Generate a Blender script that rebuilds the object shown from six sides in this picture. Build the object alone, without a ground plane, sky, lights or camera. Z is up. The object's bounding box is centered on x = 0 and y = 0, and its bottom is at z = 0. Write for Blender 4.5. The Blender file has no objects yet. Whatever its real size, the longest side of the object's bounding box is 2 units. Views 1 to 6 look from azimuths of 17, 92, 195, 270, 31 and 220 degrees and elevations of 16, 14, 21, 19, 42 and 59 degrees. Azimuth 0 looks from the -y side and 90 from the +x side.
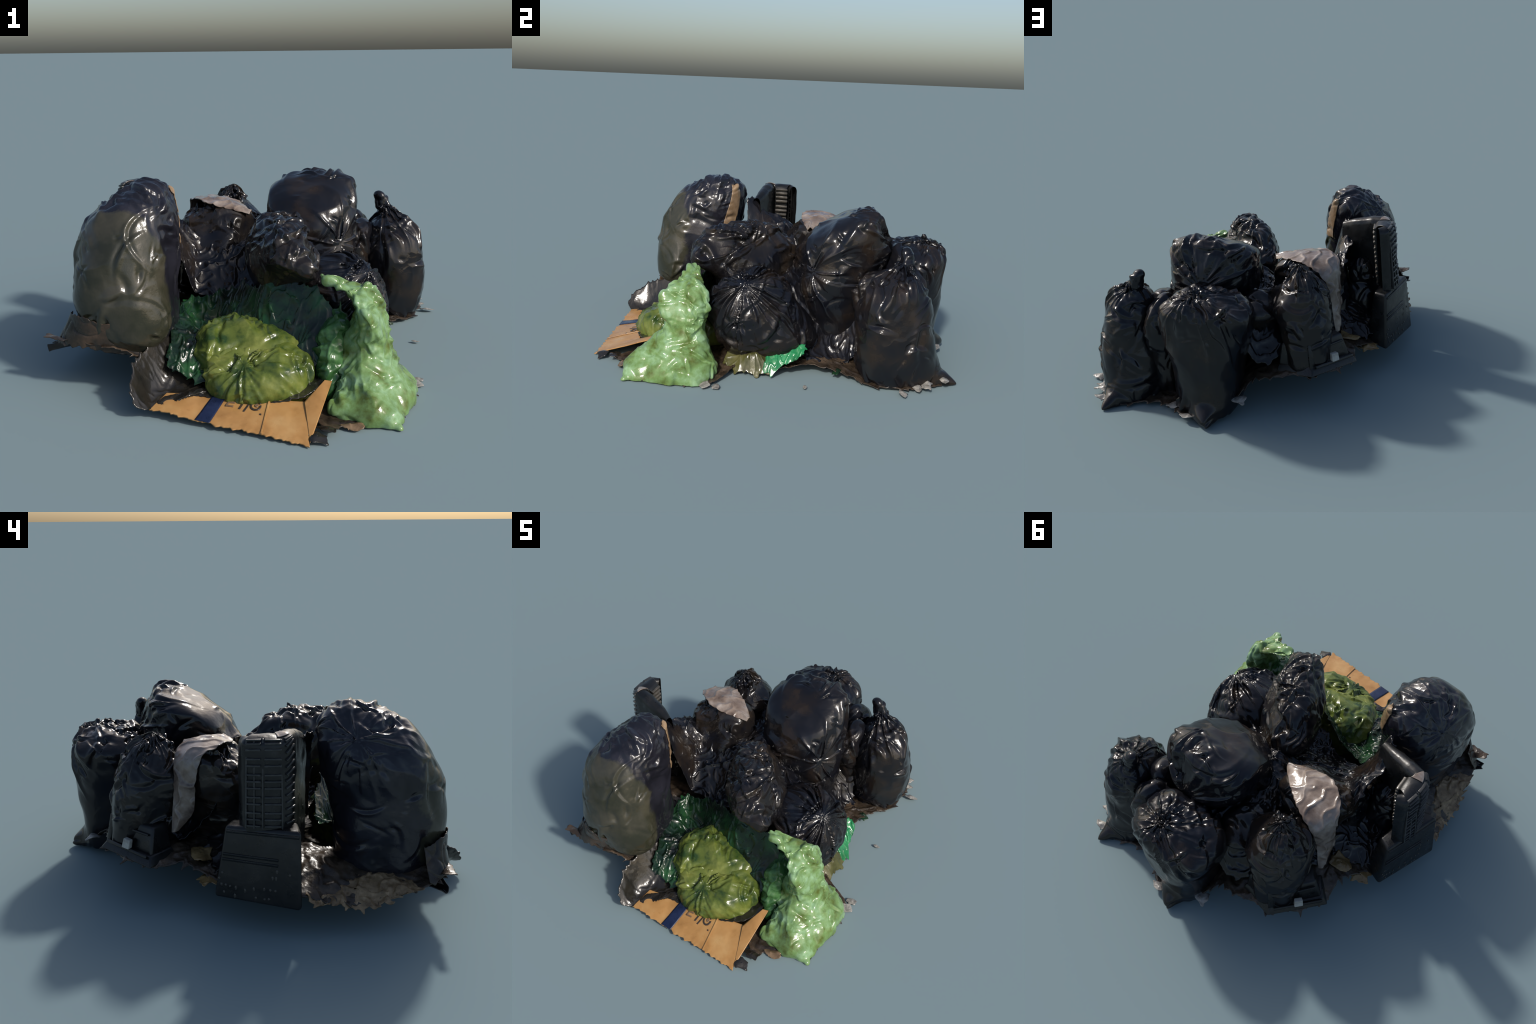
import bpy, bmesh, math, random
import numpy as np
from mathutils import Vector, Matrix

random.seed(7)
TAU = 2 * math.pi

# ------------------------------------------------------------------ noise
_rng = np.random.default_rng(11)
_PERM = _rng.permutation(256)
_PERM = np.concatenate([_PERM, _PERM, _PERM])
_GRAD = _rng.normal(size=(256, 3))
_GRAD /= np.linalg.norm(_GRAD, axis=1)[:, None]


def noise(p, freq=1.0, seed=0.0):
    """gradient noise in [-1, 1], p is (..., 3)"""
    q = np.asarray(p) * freq + np.array([seed * 3.17 + 50.3, seed * 1.31 + 70.7, seed * 7.7 + 90.1])
    i = np.floor(q).astype(int)
    f = q - i
    w = f * f * f * (f * (f * 6 - 15) + 10)
    i &= 255
    out = 0
    for dx in (0, 1):
        for dy in (0, 1):
            for dz in (0, 1):
                h = _PERM[_PERM[_PERM[i[..., 0] + dx] + i[..., 1] + dy] + i[..., 2] + dz]
                g = _GRAD[h]
                d = (g * (f - np.array([dx, dy, dz]))).sum(-1)
                ww = (w[..., 0] if dx else 1 - w[..., 0]) * (w[..., 1] if dy else 1 - w[..., 1]) * (w[..., 2] if dz else 1 - w[..., 2])
                out = out + d * ww
    return out * 1.6


def ridged(p, freq, seed=0.0):
    return 1 - np.abs(noise(p, freq, seed)) * 2


def smooth(a, b, x):
    t = np.clip((x - a) / (b - a), 0, 1)
    return t * t * (3 - 2 * t)


# ------------------------------------------------------------------ scene helpers
COL = bpy.context.scene.collection


def empty(name, loc, label, category):
    o = bpy.data.objects.new(name, None)
    o.location = loc
    o["label"] = label
    o["category"] = category
    COL.objects.link(o)
    return o


def link(name, mesh, mat, parent=None, smooth_shade=True):
    o = bpy.data.objects.new(name, mesh)
    COL.objects.link(o)
    mats = mat if isinstance(mat, (list, tuple)) else [mat]
    for m in mats:
        mesh.materials.append(m)
    if smooth_shade:
        mesh.polygons.foreach_set("use_smooth", [True] * len(mesh.polygons))
    if parent:
        o.parent = parent
        o.matrix_parent_inverse = Matrix.Translation(-parent.location)
    return o


def grid_mesh(name, P, wrap=True, cap=False):
    """P: (rows, cols, 3) -> quad mesh, columns wrap around"""
    R, C, _ = P.shape
    idx = np.arange(R * C).reshape(R, C)
    nxt = np.roll(idx, -1, axis=1) if wrap else idx[:, 1:]
    cur = idx if wrap else idx[:, :-1]
    quads = np.stack([cur[:-1], nxt[:-1], nxt[1:], cur[1:]], -1).reshape(-1, 4)
    faces = quads.tolist()
    if cap:
        faces.append(idx[0][::-1].tolist())
        faces.append(idx[-1].tolist())
    m = bpy.data.meshes.new(name)
    m.from_pydata(P.reshape(-1, 3).tolist(), [], faces)
    m.update()
    return m


def grid_normals(P, wrap=True):
    dv = np.gradient(P, axis=0)
    if wrap:
        du = np.roll(P, -1, 1) - np.roll(P, 1, 1)
    else:
        du = np.gradient(P, axis=1)
    n = np.cross(du, dv)
    return n / (np.linalg.norm(n, axis=-1, keepdims=True) + 1e-9)


def catmull(K, n, ghost0=None, ghost1=None):
    """nonuniform hermite spline through rows of K, n samples evenly in arc"""
    K = np.asarray(K, float)
    g0 = 2 * K[0] - K[1] if ghost0 is None else ghost0
    g1 = 2 * K[-1] - K[-2] if ghost1 is None else ghost1
    E = np.vstack([g0, K, g1])
    d = np.sqrt(((E[1:] - E[:-1]) ** 2).sum(1)) ** 0.75 + 1e-4
    t = np.concatenate([[0], np.cumsum(d)])
    tan = np.zeros_like(K)
    for i in range(1, len(E) - 1):
        a, b = d[i - 1], d[i]
        tan[i - 1] = ((E[i] - E[i - 1]) / a * b + (E[i + 1] - E[i]) / b * a) / (a + b)
    T = t[1:-1]
    fine = np.linspace(T[0], T[-1], n * 6)

    def ev(s):
        i = np.clip(np.searchsorted(T, s, side="right") - 1, 0, len(T) - 2)
        h = (T[i + 1] - T[i])
        x = ((s - T[i]) / h)[:, None]
        h = h[:, None]
        return ((2 * x**3 - 3 * x**2 + 1) * K[i] + (x**3 - 2 * x**2 + x) * h * tan[i] + (-2 * x**3 + 3 * x**2) * K[i + 1] + (x**3 - x**2) * h * tan[i + 1])

    F = ev(fine)
    arc = np.concatenate([[0], np.cumsum(np.sqrt(((F[1:, :5] - F[:-1, :5]) ** 2).sum(1)))])
    s = np.interp(np.linspace(0, arc[-1], n), arc, fine)
    return ev(s)


# ------------------------------------------------------------------ bag builder
def bag_surface(sections, rows=240, cols=300, power=2.2, lumps=(), pulls=(), pleats=(), creases=60, crease_zone=(0.35, 1.0),
                crease_amp=0.010, crinkle=0.003, lump_noise=0.012, seed=1, facing=None, foot=0):
    """Loft through horizontal sections (x, y, z, rx, ry, turn_deg), first and last are poles."""
    rng = np.random.default_rng(seed)
    S = np.array([list(s[:5]) + [math.radians(s[5] if len(s) > 5 else 0.0)] for s in sections])
    g0 = S[1].copy(); g0[3:5] *= -1
    g1 = S[-2].copy(); g1[3:5] *= -1
    L = catmull(S, rows, g0, g1)
    L[:, 3:5] = np.maximum(L[:, 3:5], 0.0008)
    th = np.linspace(0, TAU, cols, endpoint=False)
    c, s = np.cos(th), np.sin(th)
    ex = 2.0 / power
    cc, ss = np.sign(c) * np.abs(c) ** ex, np.sign(s) * np.abs(s) ** ex
    lx = L[:, 3:4] * cc
    ly = L[:, 4:5] * ss
    cr, sr = np.cos(L[:, 5:6]), np.sin(L[:, 5:6])
    P = np.stack([L[:, 0:1] + lx * cr - ly * sr, L[:, 1:2] + lx * sr + ly * cr, np.repeat(L[:, 2:3], cols, 1)], -1)
    # make sure normals point out
    N = grid_normals(P)
    for (x, y, z, r, a) in lumps:
        d2 = ((P - np.array([x, y, z])) ** 2).sum(-1)
        P = P + N * (a * np.exp(-d2 / (r * r)))[..., None]
    for (p0, p1, r) in pulls:
        p0, p1 = np.array(p0), np.array(p1)
        d2 = ((P - p0) ** 2).sum(-1)
        P = P + (p1 - p0) * np.exp(-d2 / (r * r))[..., None]
    N = grid_normals(P)
    P = P + N * (lump_noise * (noise(P, 5.0, seed) + 0.5 * noise(P, 11.0, seed + 3) + 0.9 - 3.2 * np.abs(noise(P, 3.6, seed + 40))))[..., None]
    for (pos, axis, n, amp, reach) in pleats:
        pos, axis = np.array(pos, float), np.array(axis, float)
        axis /= np.linalg.norm(axis)
        t1 = np.cross(axis, [0.31, 0.87, 0.2]); t1 /= np.linalg.norm(t1)
        t2 = np.cross(axis, t1)
        d = P - pos
        a = np.arctan2(d @ t2, d @ t1)
        dist = np.linalg.norm(d, axis=-1)
        ring = np.stack([np.cos(a), np.sin(a), dist * 1.6], -1)
        w = n * a / TAU + 0.85 * noise(ring, 1.5, seed + 5) + 0.35 * noise(ring, 4.0, seed + 6)
        fr = w - np.floor(w)
        k = (np.floor(w).astype(int) % n)
        strength = rng.uniform(0.15, 1.25, n)[k]
        length = rng.uniform(0.4, 1.7, n)[k] * reach
        width = rng.uniform(0.08, 0.24, n)[k]
        ridge = np.exp(-((fr - 0.5) / width) ** 2) - 0.3
        x = dist / (length * 0.45)
        env = x * np.exp(1 - x) * (dist < length * 2.2)
        front = smooth(-0.35, 0.1, (d @ axis) / (dist + 1e-6) + 0.35)
        P = P + N * (amp * strength * ridge * env * front)[..., None]
    N = grid_normals(P)
    # sharp little folds: elongated ridge beside a valley
    disp = np.zeros(P.shape[:2])
    r0, r1 = int(crease_zone[0] * rows), int(crease_zone[1] * rows) - 1
    spots = [(rng.integers(r0, r1), rng.integers(0, cols), 1.0) for _ in range(creases)]
    spots += [(rng.integers(int(rows * 0.14), int(rows * 0.30)), rng.integers(0, cols), 1.0) for _ in range(foot)]
    for (i, j, _) in spots:
        if L[i, 3] < 0.03:
            continue
        o, n = P[i, j], N[i, j]
        v = rng.normal(size=3)
        v -= n * (v @ n); v /= np.linalg.norm(v)
        u = np.cross(n, v)
        d = P - o
        ln = rng.uniform(0.016, 0.060)
        wd = rng.uniform(0.0055, 0.013)
        if rng.random() < 0.22:
            ln, wd = rng.uniform(0.06, 0.13), rng.uniform(0.010, 0.018)
        du, dv, dn = d @ u, d @ v, d @ n
        dv = dv + rng.uniform(-6, 6) * du * du
        g = np.exp(-(du / ln) ** 2 - (dn / 0.08) ** 2)
        prof = (dv / wd) * np.exp(0.5 - 0.5 * (dv / wd) ** 2)
        if rng.random() < 0.35:
            prof = -np.exp(-(dv / wd / 1.3) ** 2) * 1.2
        disp += crease_amp * rng.uniform(0.3, 1.15) * g * prof
    zone = smooth(0, 1, (np.linspace(0, 1, rows) - crease_zone[0] * 0.6) / max(0.05, crease_zone[0] * 0.4 + 0.05))[:, None]
    if facing is not None:
        zone = zone * smooth(-0.3, 0.5, N @ np.array(facing))
    q = P + 0.03 * np.stack([noise(P, 7, seed + 20), noise(P, 7, seed + 21), noise(P, 7, seed + 22)], -1)
    cr_ = np.maximum(ridged(q, 11.0, seed + 9), 0) ** 3 * 0.8 + 0.35 * np.maximum(ridged(q, 24.0, seed + 10), 0) ** 3
    patch = smooth(-0.15, 0.5, noise(P, 4.0, seed + 30))
    disp += crinkle * cr_ * patch * (0.15 + 0.85 * zone)
    P = P + N * disp[..., None]
    P[..., 2] = np.maximum(P[..., 2], 0.004)
    return P


# ------------------------------------------------------------------ materials
def nt(name):
    m = bpy.data.materials.new(name)
    m.use_nodes = True
    t = m.node_tree
    b = t.nodes["Principled BSDF"]
    return m, t, b


def add_noise(t, scale, detail=4, rough=0.55, offset=(0, 0, 0), stretch=(1, 1, 1)):
    tc = t.nodes.new("ShaderNodeTexCoord")
    mp = t.nodes.new("ShaderNodeMapping")
    mp.inputs["Location"].default_value = offset
    mp.inputs["Scale"].default_value = stretch
    n = t.nodes.new("ShaderNodeTexNoise")
    n.inputs["Scale"].default_value = scale
    n.inputs["Detail"].default_value = detail
    n.inputs["Roughness"].default_value = rough
    t.links.new(tc.outputs["Object"], mp.inputs["Vector"])
    t.links.new(mp.outputs["Vector"], n.inputs["Vector"])
    return n.outputs["Fac"]


def ramp(t, fac, stops, interp="LINEAR"):
    r = t.nodes.new("ShaderNodeValToRGB")
    r.color_ramp.interpolation = interp
    e = r.color_ramp.elements
    while len(e) < len(stops):
        e.new(0.5)
    for el, (pos, col) in zip(e, stops):
        el.position = pos
        el.color = (*col, 1) if len(col) == 3 else col
    t.links.new(fac, r.inputs["Fac"])
    return r.outputs["Color"]


def mix(t, fac, a, b):
    n = t.nodes.new("ShaderNodeMix")
    n.data_type = "RGBA"
    ins = [s for s in n.inputs if s.name == "A" and s.type == "RGBA"][0], [s for s in n.inputs if s.name == "B" and s.type == "RGBA"][0]
    for sock, v in ((n.inputs[0], fac), (ins[0], a), (ins[1], b)):
        if hasattr(v, "is_output"):
            t.links.new(v, sock)
        elif isinstance(v, (int, float)):
            sock.default_value = v
        else:
            sock.default_value = (*v, 1)
    return [s for s in n.outputs if s.type == "RGBA"][0]


def math_node(t, op, a, b=0.0):
    n = t.nodes.new("ShaderNodeMath")
    n.operation = op
    for sock, v in ((n.inputs[0], a), (n.inputs[1], b)):
        if hasattr(v, "is_output"):
            t.links.new(v, sock)
        else:
            sock.default_value = v
    return n.outputs[0]


def bump(t, b, h, strength, dist=0.01):
    n = t.nodes.new("ShaderNodeBump")
    n.inputs["Strength"].default_value = strength
    n.inputs["Distance"].default_value = dist
    t.links.new(h, n.inputs["Height"])
    t.links.new(n.outputs["Normal"], b.inputs["Normal"])


def plastic_film(name, c0, c1, c2, rough=0.2, scale=5.0, bump_s=0.25, coat=0.3, seed=0.0, spec=0.42):
    """shiny thin bin-bag plastic: three tones in cloudy patches, faint crinkle bump"""
    m, t, b = nt(name)
    n = add_noise(t, scale, 5, 0.6, (seed, seed * 2, 0))
    n2 = add_noise(t, scale * 2.6, 3, 0.5, (seed + 4, 0, seed))
    base = ramp(t, n, [(0.36, c0), (0.5, c1), (0.66, c2)])
    base = mix(t, ramp(t, n2, [(0.4, (0, 0, 0)), (0.7, (0.6, 0.6, 0.6))]), base, c1)
    t.links.new(base, b.inputs["Base Color"])
    rr = ramp(t, n2, [(0.3, (rough * 0.75,) * 3), (0.75, (rough * 1.45,) * 3)])
    t.links.new(rr, b.inputs["Roughness"])
    b.inputs["Specular IOR Level"].default_value = spec
    b.inputs["Coat Weight"].default_value = coat
    b.inputs["Coat Roughness"].default_value = 0.08
    h = add_noise(t, 26, 4, 0.6, (seed, 1, 2))
    bump(t, b, h, bump_s, 0.008)
    return m


def masked_film(name, region, c_a, c_b, c_c, rough=0.2):
    """bin-bag plastic with a dusty patch; region = (centre, half sizes) of the patch in object space"""
    m, t, b = nt(name)
    (cx, cy, cz), (sx, sy, sz) = region
    tc = t.nodes.new("ShaderNodeTexCoord")
    mp = t.nodes.new("ShaderNodeMapping")
    mp.vector_type = "TEXTURE"
    mp.inputs["Location"].default_value = (cx, cy, cz)
    mp.inputs["Scale"].default_value = (sx, sy, sz)
    t.links.new(tc.outputs["Object"], mp.inputs["Vector"])
    ln = t.nodes.new("ShaderNodeVectorMath"); ln.operation = "LENGTH"
    t.links.new(mp.outputs["Vector"], ln.inputs[0])
    nz = add_noise(t, 6, 5, 0.6)
    d = math_node(t, "ADD", ln.outputs["Value"], math_node(t, "MULTIPLY", math_node(t, "SUBTRACT", nz, 0.5), 0.55))
    mask = ramp(t, d, [(0.93, (1, 1, 1)), (0.99, (0, 0, 0))])
    n = add_noise(t, 5, 5, 0.6, (3, 1, 7))
    dusty = ramp(t, n, [(0.38, c_b), (0.62, c_c)])
    n3 = add_noise(t, 9, 3, 0.5, (1, 8, 2))
    dark = ramp(t, n3, [(0.4, c_a), (0.65, tuple(x * 1.8 for x in c_a))])
    t.links.new(mix(t, mask, dark, dusty), b.inputs["Base Color"])
    b.inputs["Roughness"].default_value = rough
    bump(t, b, add_noise(t, 26, 4, 0.6), 0.25, 0.008)
    return m


BLACK = (0.010, 0.010, 0.013)
M_BLACK = plastic_film("black_bag_plastic", (0.0045, 0.0055, 0.009), (0.008, 0.0078, 0.0095), (0.022, 0.0155, 0.011), 0.16, coat=0.0)
M_BLACK2 = plastic_film("black_bag_plastic_brownish", (0.0045, 0.005, 0.008), (0.011, 0.0095, 0.009), (0.030, 0.021, 0.014), 0.16, coat=0.0, seed=3.0)
M_TALL = masked_film("tall_bag_plastic", ((-0.42, -0.95, 0.50), (0.40, 0.42, 0.52)), (0.010, 0.010, 0.014), (0.022, 0.023, 0.014), (0.052, 0.048, 0.034))
M_GREEN = plastic_film("light_green_bag_plastic", (0.075, 0.10, 0.014), (0.145, 0.25, 0.085), (0.27, 0.43, 0.25), 0.16, 10.0, 0.3, 0.25)
M_OLIVE = plastic_film("olive_green_bag_plastic", (0.020, 0.046, 0.012), (0.10, 0.13, 0.024), (0.19, 0.21, 0.05), 0.2, 9.0, 0.3, 0.0)
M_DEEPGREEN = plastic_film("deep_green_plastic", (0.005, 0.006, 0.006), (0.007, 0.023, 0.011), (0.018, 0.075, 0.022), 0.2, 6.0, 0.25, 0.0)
M_MIDGREEN = plastic_film("mid_green_plastic", (0.012, 0.045, 0.015), (0.035, 0.10, 0.03), (0.09, 0.20, 0.075), 0.2, 9.0, 0.3, 0.0)
M_EMERALD = plastic_film("emerald_plastic", (0.012, 0.10, 0.035), (0.018, 0.20, 0.07), (0.05, 0.30, 0.13), 0.2, 8.0, 0.3)
M_LINER = plastic_film("dark_liner_plastic", (0.008, 0.008, 0.008), (0.018, 0.016, 0.013), (0.035, 0.028, 0.02), 0.2, 6.0, 0.3)
M_HOUSING = plastic_film("black_housing_plastic", (0.004, 0.0045, 0.005), (0.008, 0.0085, 0.009), (0.016, 0.016, 0.016), 0.30, 9.0, 0.2, 0.0)
M_LABEL = plastic_film("grey_paper_sheet", (0.07, 0.045, 0.033), (0.19, 0.145, 0.115), (0.32, 0.28, 0.25), 0.16, 8.0, 0.25, 0.3)
M_INK = plastic_film("dark_print_ink", (0.03, 0.025, 0.02), (0.04, 0.03, 0.025), (0.06, 0.04, 0.03), 0.35, 30.0, 0.1, 0.1)
M_BLUE = plastic_film("blue_tape", (0.007, 0.012, 0.035), (0.011, 0.018, 0.052), (0.018, 0.03, 0.075), 0.25, 9.0, 0.2, 0.2)
M_CARD = plastic_film("brown_cardboard", (0.30, 0.15, 0.045), (0.40, 0.21, 0.07), (0.47, 0.28, 0.11), 0.32, 6.0, 0.15, 0.2)
M_DIRT = plastic_film("crumbled_dirt", (0.014, 0.010, 0.007), (0.038, 0.027, 0.018), (0.09, 0.062, 0.040), 0.33, 12.0, 0.6, 0.1)
M_PALEDIRT = plastic_film("pale_crumbled_dirt", (0.085, 0.053, 0.025), (0.19, 0.125, 0.064), (0.31, 0.215, 0.12), 0.42, 22.0, 0.8, 0.1)
M_SKIRT = plastic_film("dirty_brown_film", (0.012, 0.010, 0.008), (0.030, 0.023, 0.017), (0.085, 0.055, 0.036), 0.26, 7.0, 0.3, 0.0)
M_GREYDIRT = plastic_film("grey_grit", (0.10, 0.095, 0.085), (0.22, 0.21, 0.19), (0.36, 0.34, 0.31), 0.4, 40.0, 0.5, 0.1)


M_CARD2 = plastic_film("pale_cardboard", (0.10, 0.065, 0.035), (0.19, 0.125, 0.07), (0.28, 0.19, 0.11), 0.26, 9.0, 0.15, 0.2)
M_INK2 = plastic_film("faded_print_ink", (0.12, 0.07, 0.04), (0.16, 0.10, 0.06), (0.2, 0.13, 0.08), 0.35, 30.0, 0.1, 0.1)
M_MURKY = plastic_film("murky_olive_plastic", (0.04, 0.04, 0.012), (0.075, 0.075, 0.025), (0.12, 0.11, 0.045), 0.2, 9.0, 0.3, 0.3)
M_GRILLE = plastic_film("grille_plastic", (0.022, 0.023, 0.023), (0.036, 0.036, 0.035), (0.06, 0.058, 0.054), 0.35, 20.0, 0.15, 0.1)
M_RIB = plastic_film("worn_rib_plastic", (0.03, 0.028, 0.024), (0.055, 0.05, 0.042), (0.09, 0.08, 0.068), 0.3, 20.0, 0.15, 0.1)
M_WHITE = plastic_film("off_white_plastic", (0.25, 0.24, 0.21), (0.36, 0.35, 0.31), (0.45, 0.44, 0.40), 0.35, 20.0, 0.15, 0.1)
M_STRAW = plastic_film("straw_coloured_plastic", (0.10, 0.065, 0.025), (0.18, 0.12, 0.05), (0.27, 0.19, 0.09), 0.25, 12.0, 0.3, 0.2)


def bag(name, label, base, mat, category="rubbish bag", **kw):
    e = empty(name, base, label, category)
    P = bag_surface(**kw)
    o = link("bag_body", grid_mesh("bag_body", P, cap=True), mat, e)
    return e, o


def knot(parent, pts, mat, seed=1, cols=56, rows=48):
    """tied neck of a bag: short twisted tube through (x, y, z, r)"""
    K = [(p[0], p[1], p[2], p[3], p[3] * 0.85) for p in pts]
    P = bag_surface([(*k, 0) for k in K], rows=rows, cols=cols, power=2.0, creases=10, crease_amp=0.004, crinkle=0.002, lump_noise=0.004, seed=seed, crease_zone=(0.1, 0.9))
    return link("knot", grid_mesh("knot", P, cap=True), mat, parent)


# ------------------------------------------------------------------ draped sheets
def thin_plate(ctrl, stiff=1e-4):
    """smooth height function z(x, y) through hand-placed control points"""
    C = np.array(ctrl, float)

    def U(r2):
        return r2 * np.log(r2 + 1e-9)
    n = len(C)
    d2 = ((C[:, None, :2] - C[None, :, :2]) ** 2).sum(-1)
    A = np.zeros((n + 3, n + 3))
    A[:n, :n] = U(d2) + np.eye(n) * stiff
    A[:n, n:] = np.hstack([np.ones((n, 1)), C[:, :2]])
    A[n:, :n] = A[:n, n:].T
    w = np.linalg.solve(A, np.concatenate([C[:, 2], [0, 0, 0]]))

    def f(x, y):
        z = w[n] + w[n + 1] * x + w[n + 2] * y
        for i in range(n):
            z = z + w[i] * U((x - C[i, 0]) ** 2 + (y - C[i, 1]) ** 2)
        return z
    return f


def sheet(name, outline, inner, mat, parent=None, centre=None, rows=110, n=700, jag=0.03, crinkle=0.010, rough=0.012, seed=1, thick=0.004, floor=0.002, fringe=45):
    """thin sheet: closed outline of (x, y, z) points, height through outline and inner points, ragged rim"""
    K = np.array(outline, float)
    seg = np.linalg.norm(np.roll(K, -1, 0) - K, axis=1)
    t = np.concatenate([[0], np.cumsum(seg)])
    s = np.linspace(0, t[-1], n, endpoint=False)
    KK = np.vstack([K, K[:1]])
    edge = np.stack([np.interp(s, t, KK[:, i]) for i in range(3)], -1)
    for _ in range(5):
        edge = (np.roll(edge, 1, 0) + 2 * edge + np.roll(edge, -1, 0)) / 4
    c = K[:, :2].mean(0) if centre is None else np.array(centre)
    j = (np.maximum(0, noise(edge, fringe, seed)) ** 1.5 * 1.6 + 0.5 * noise(edge, 14, seed + 1)) * jag
    f = (np.linspace(0.01, 1.0, rows) ** 0.8)[:, None]
    rad = edge[None, :, :2] - c
    ln = np.linalg.norm(rad, axis=-1, keepdims=True)
    xy = c + rad * f[..., None] + rad / ln * (j[None, :] * f**14)[..., None]
    pts = [tuple(p) for p in edge[:: max(1, n // 60)]] + list(inner)
    z = thin_plate(pts)(xy[..., 0], xy[..., 1])
    w = smooth(0.7, 1.0, f)
    P = np.concatenate([xy, z[..., None]], -1)
    q = P * [1, 1, 0.3]
    q = q + 0.03 * np.stack([noise(q, 7, seed + 5), noise(q, 7, seed + 6), 0 * z], -1)
    P[..., 2] += rough * (noise(q, 8, seed + 7) + 0.6 * noise(q, 17, seed + 8)) * (1 - 0.6 * w)
    P[..., 2] += crinkle * (np.maximum(ridged(q, 12, seed + 9), 0) ** 3 + 0.5 * np.maximum(ridged(q, 27, seed + 10), 0) ** 3)
    P[..., 2] -= 0.15 * np.maximum(j, 0)[None, :] * f**14
    P[..., 2] = np.maximum(P[..., 2], floor)
    o = link(name, grid_mesh(name, P), mat, parent)
    if thick:
        md = o.modifiers.new("thickness", "SOLIDIFY")
        md.thickness = thick
        md.offset = -1
    return o


def strip(name, left, right, mat, parent, nu=60, nv=120, bulge=0.0, crinkle=0.004, rough=0.004, seed=1, thick=0.003, jag=0.0):
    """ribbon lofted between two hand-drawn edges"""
    Lc = catmull(np.hstack([np.array(left, float), np.zeros((len(left), 2))]), nv)[:, :3]
    Rc = catmull(np.hstack([np.array(right, float), np.zeros((len(right), 2))]), nv)[:, :3]
    u = np.linspace(0, 1, nu)[None, :, None]
    if jag:
        k = noise(Lc, 40, seed)[:, None, None] * jag * (1 - u) ** 8 + noise(Rc, 40, seed + 1)[:, None, None] * jag * u**8
        u = u + k
    P = Lc[:, None] * (1 - u) + Rc[:, None] * u
    N = grid_normals(P, wrap=False)
    h = bulge * np.sin(np.clip(u[..., 0], 0, 1) * math.pi) + rough * noise(P, 9, seed + 2) + crinkle * np.maximum(ridged(P, 14, seed + 3), 0) ** 3
    P = P + N * h[..., None]
    o = link(name, grid_mesh(name, P, wrap=False), mat, parent)
    if thick:
        md = o.modifiers.new("thickness", "SOLIDIFY")
        md.thickness = thick
        md.offset = 0
    return o


# ------------------------------------------------------------------ the black bags
# tall bag, front left
e_a, o = bag("black_rubbish_bag", "tall bulging shiny black rubbish bag, dusty front", (-0.50, -0.53, 0.2), M_TALL, sections=[
    (-0.480, -0.545, 0.195, 0, 0, -4), (-0.480, -0.545, 0.195, 0.185, 0.215, -4), (-0.472, -0.55, 0.260, 0.202, 0.232, -4), (-0.478, -0.553, 0.450, 0.208, 0.246, -4),
    (-0.482, -0.504, 0.650, 0.203, 0.249, -4), (-0.468, -0.448, 0.790, 0.157, 0.214, -4), (-0.433, -0.403, 0.875, 0.078, 0.119, -4), (-0.433, -0.403, 0.905, 0, 0, -4)],
    power=2.3, seed=2, creases=130, foot=10, crease_zone=(0.30, 0.93), crease_amp=0.0075, lump_noise=0.008,
    lumps=[(-0.29, -0.70, 0.33, 0.13, 0.05), (-0.60, -0.78, 0.42, 0.12, 0.022)],
    pleats=[((-0.60, -0.40, 0.76), (-0.6, 0.2, 0.7), 16, 0.012, 0.22)])
strip("dirty_skirt", [(-0.775, -0.70, 0.20), (-0.74, -0.765, 0.215), (-0.65, -0.81, 0.225), (-0.52, -0.80, 0.215), (-0.42, -0.78, 0.20), (-0.34, -0.75, 0.18)], [(-0.70, -0.68, 0.34), (-0.655, -0.765, 0.36), (-0.58, -0.805, 0.36), (-0.48, -0.808, 0.35), (-0.38, -0.775, 0.32), (-0.30, -0.71, 0.28)],
      M_SKIRT, e_a, 50, 160, 0.006, 0.005, 0.004, 44, 0.004, 0.10)
# torn film and corner at its foot
strip("torn_film", [(-0.62, -0.62, 0.22), (-0.74, -0.68, 0.19), (-0.80, -0.745, 0.185)], [(-0.60, -0.73, 0.24), (-0.70, -0.75, 0.22), (-0.79, -0.77, 0.20)], M_BLACK, e_a, 30, 40, 0.03, 0.006, 0.006, 41, 0.004, 0.1)
PA = np.array([v.co[:] for v in o.data.vertices]).reshape(240, 300, 3)
NA = grid_normals(PA)
rows_ = [i for i in range(240) if 0.60 < PA[i, 40, 2] < 0.86]
cs, ce = int(36 / 360 * 300), int(60 / 360 * 300)
patch = (PA + NA * 0.006)[rows_[0]:rows_[-1], cs:ce]
so = link("cardboard_strip", grid_mesh("cardboard_strip", patch, wrap=False), M_CARD2, e_a)
md = so.modifiers.new("thickness", "SOLIDIFY"); md.thickness = 0.004; md.offset = -1

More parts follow.
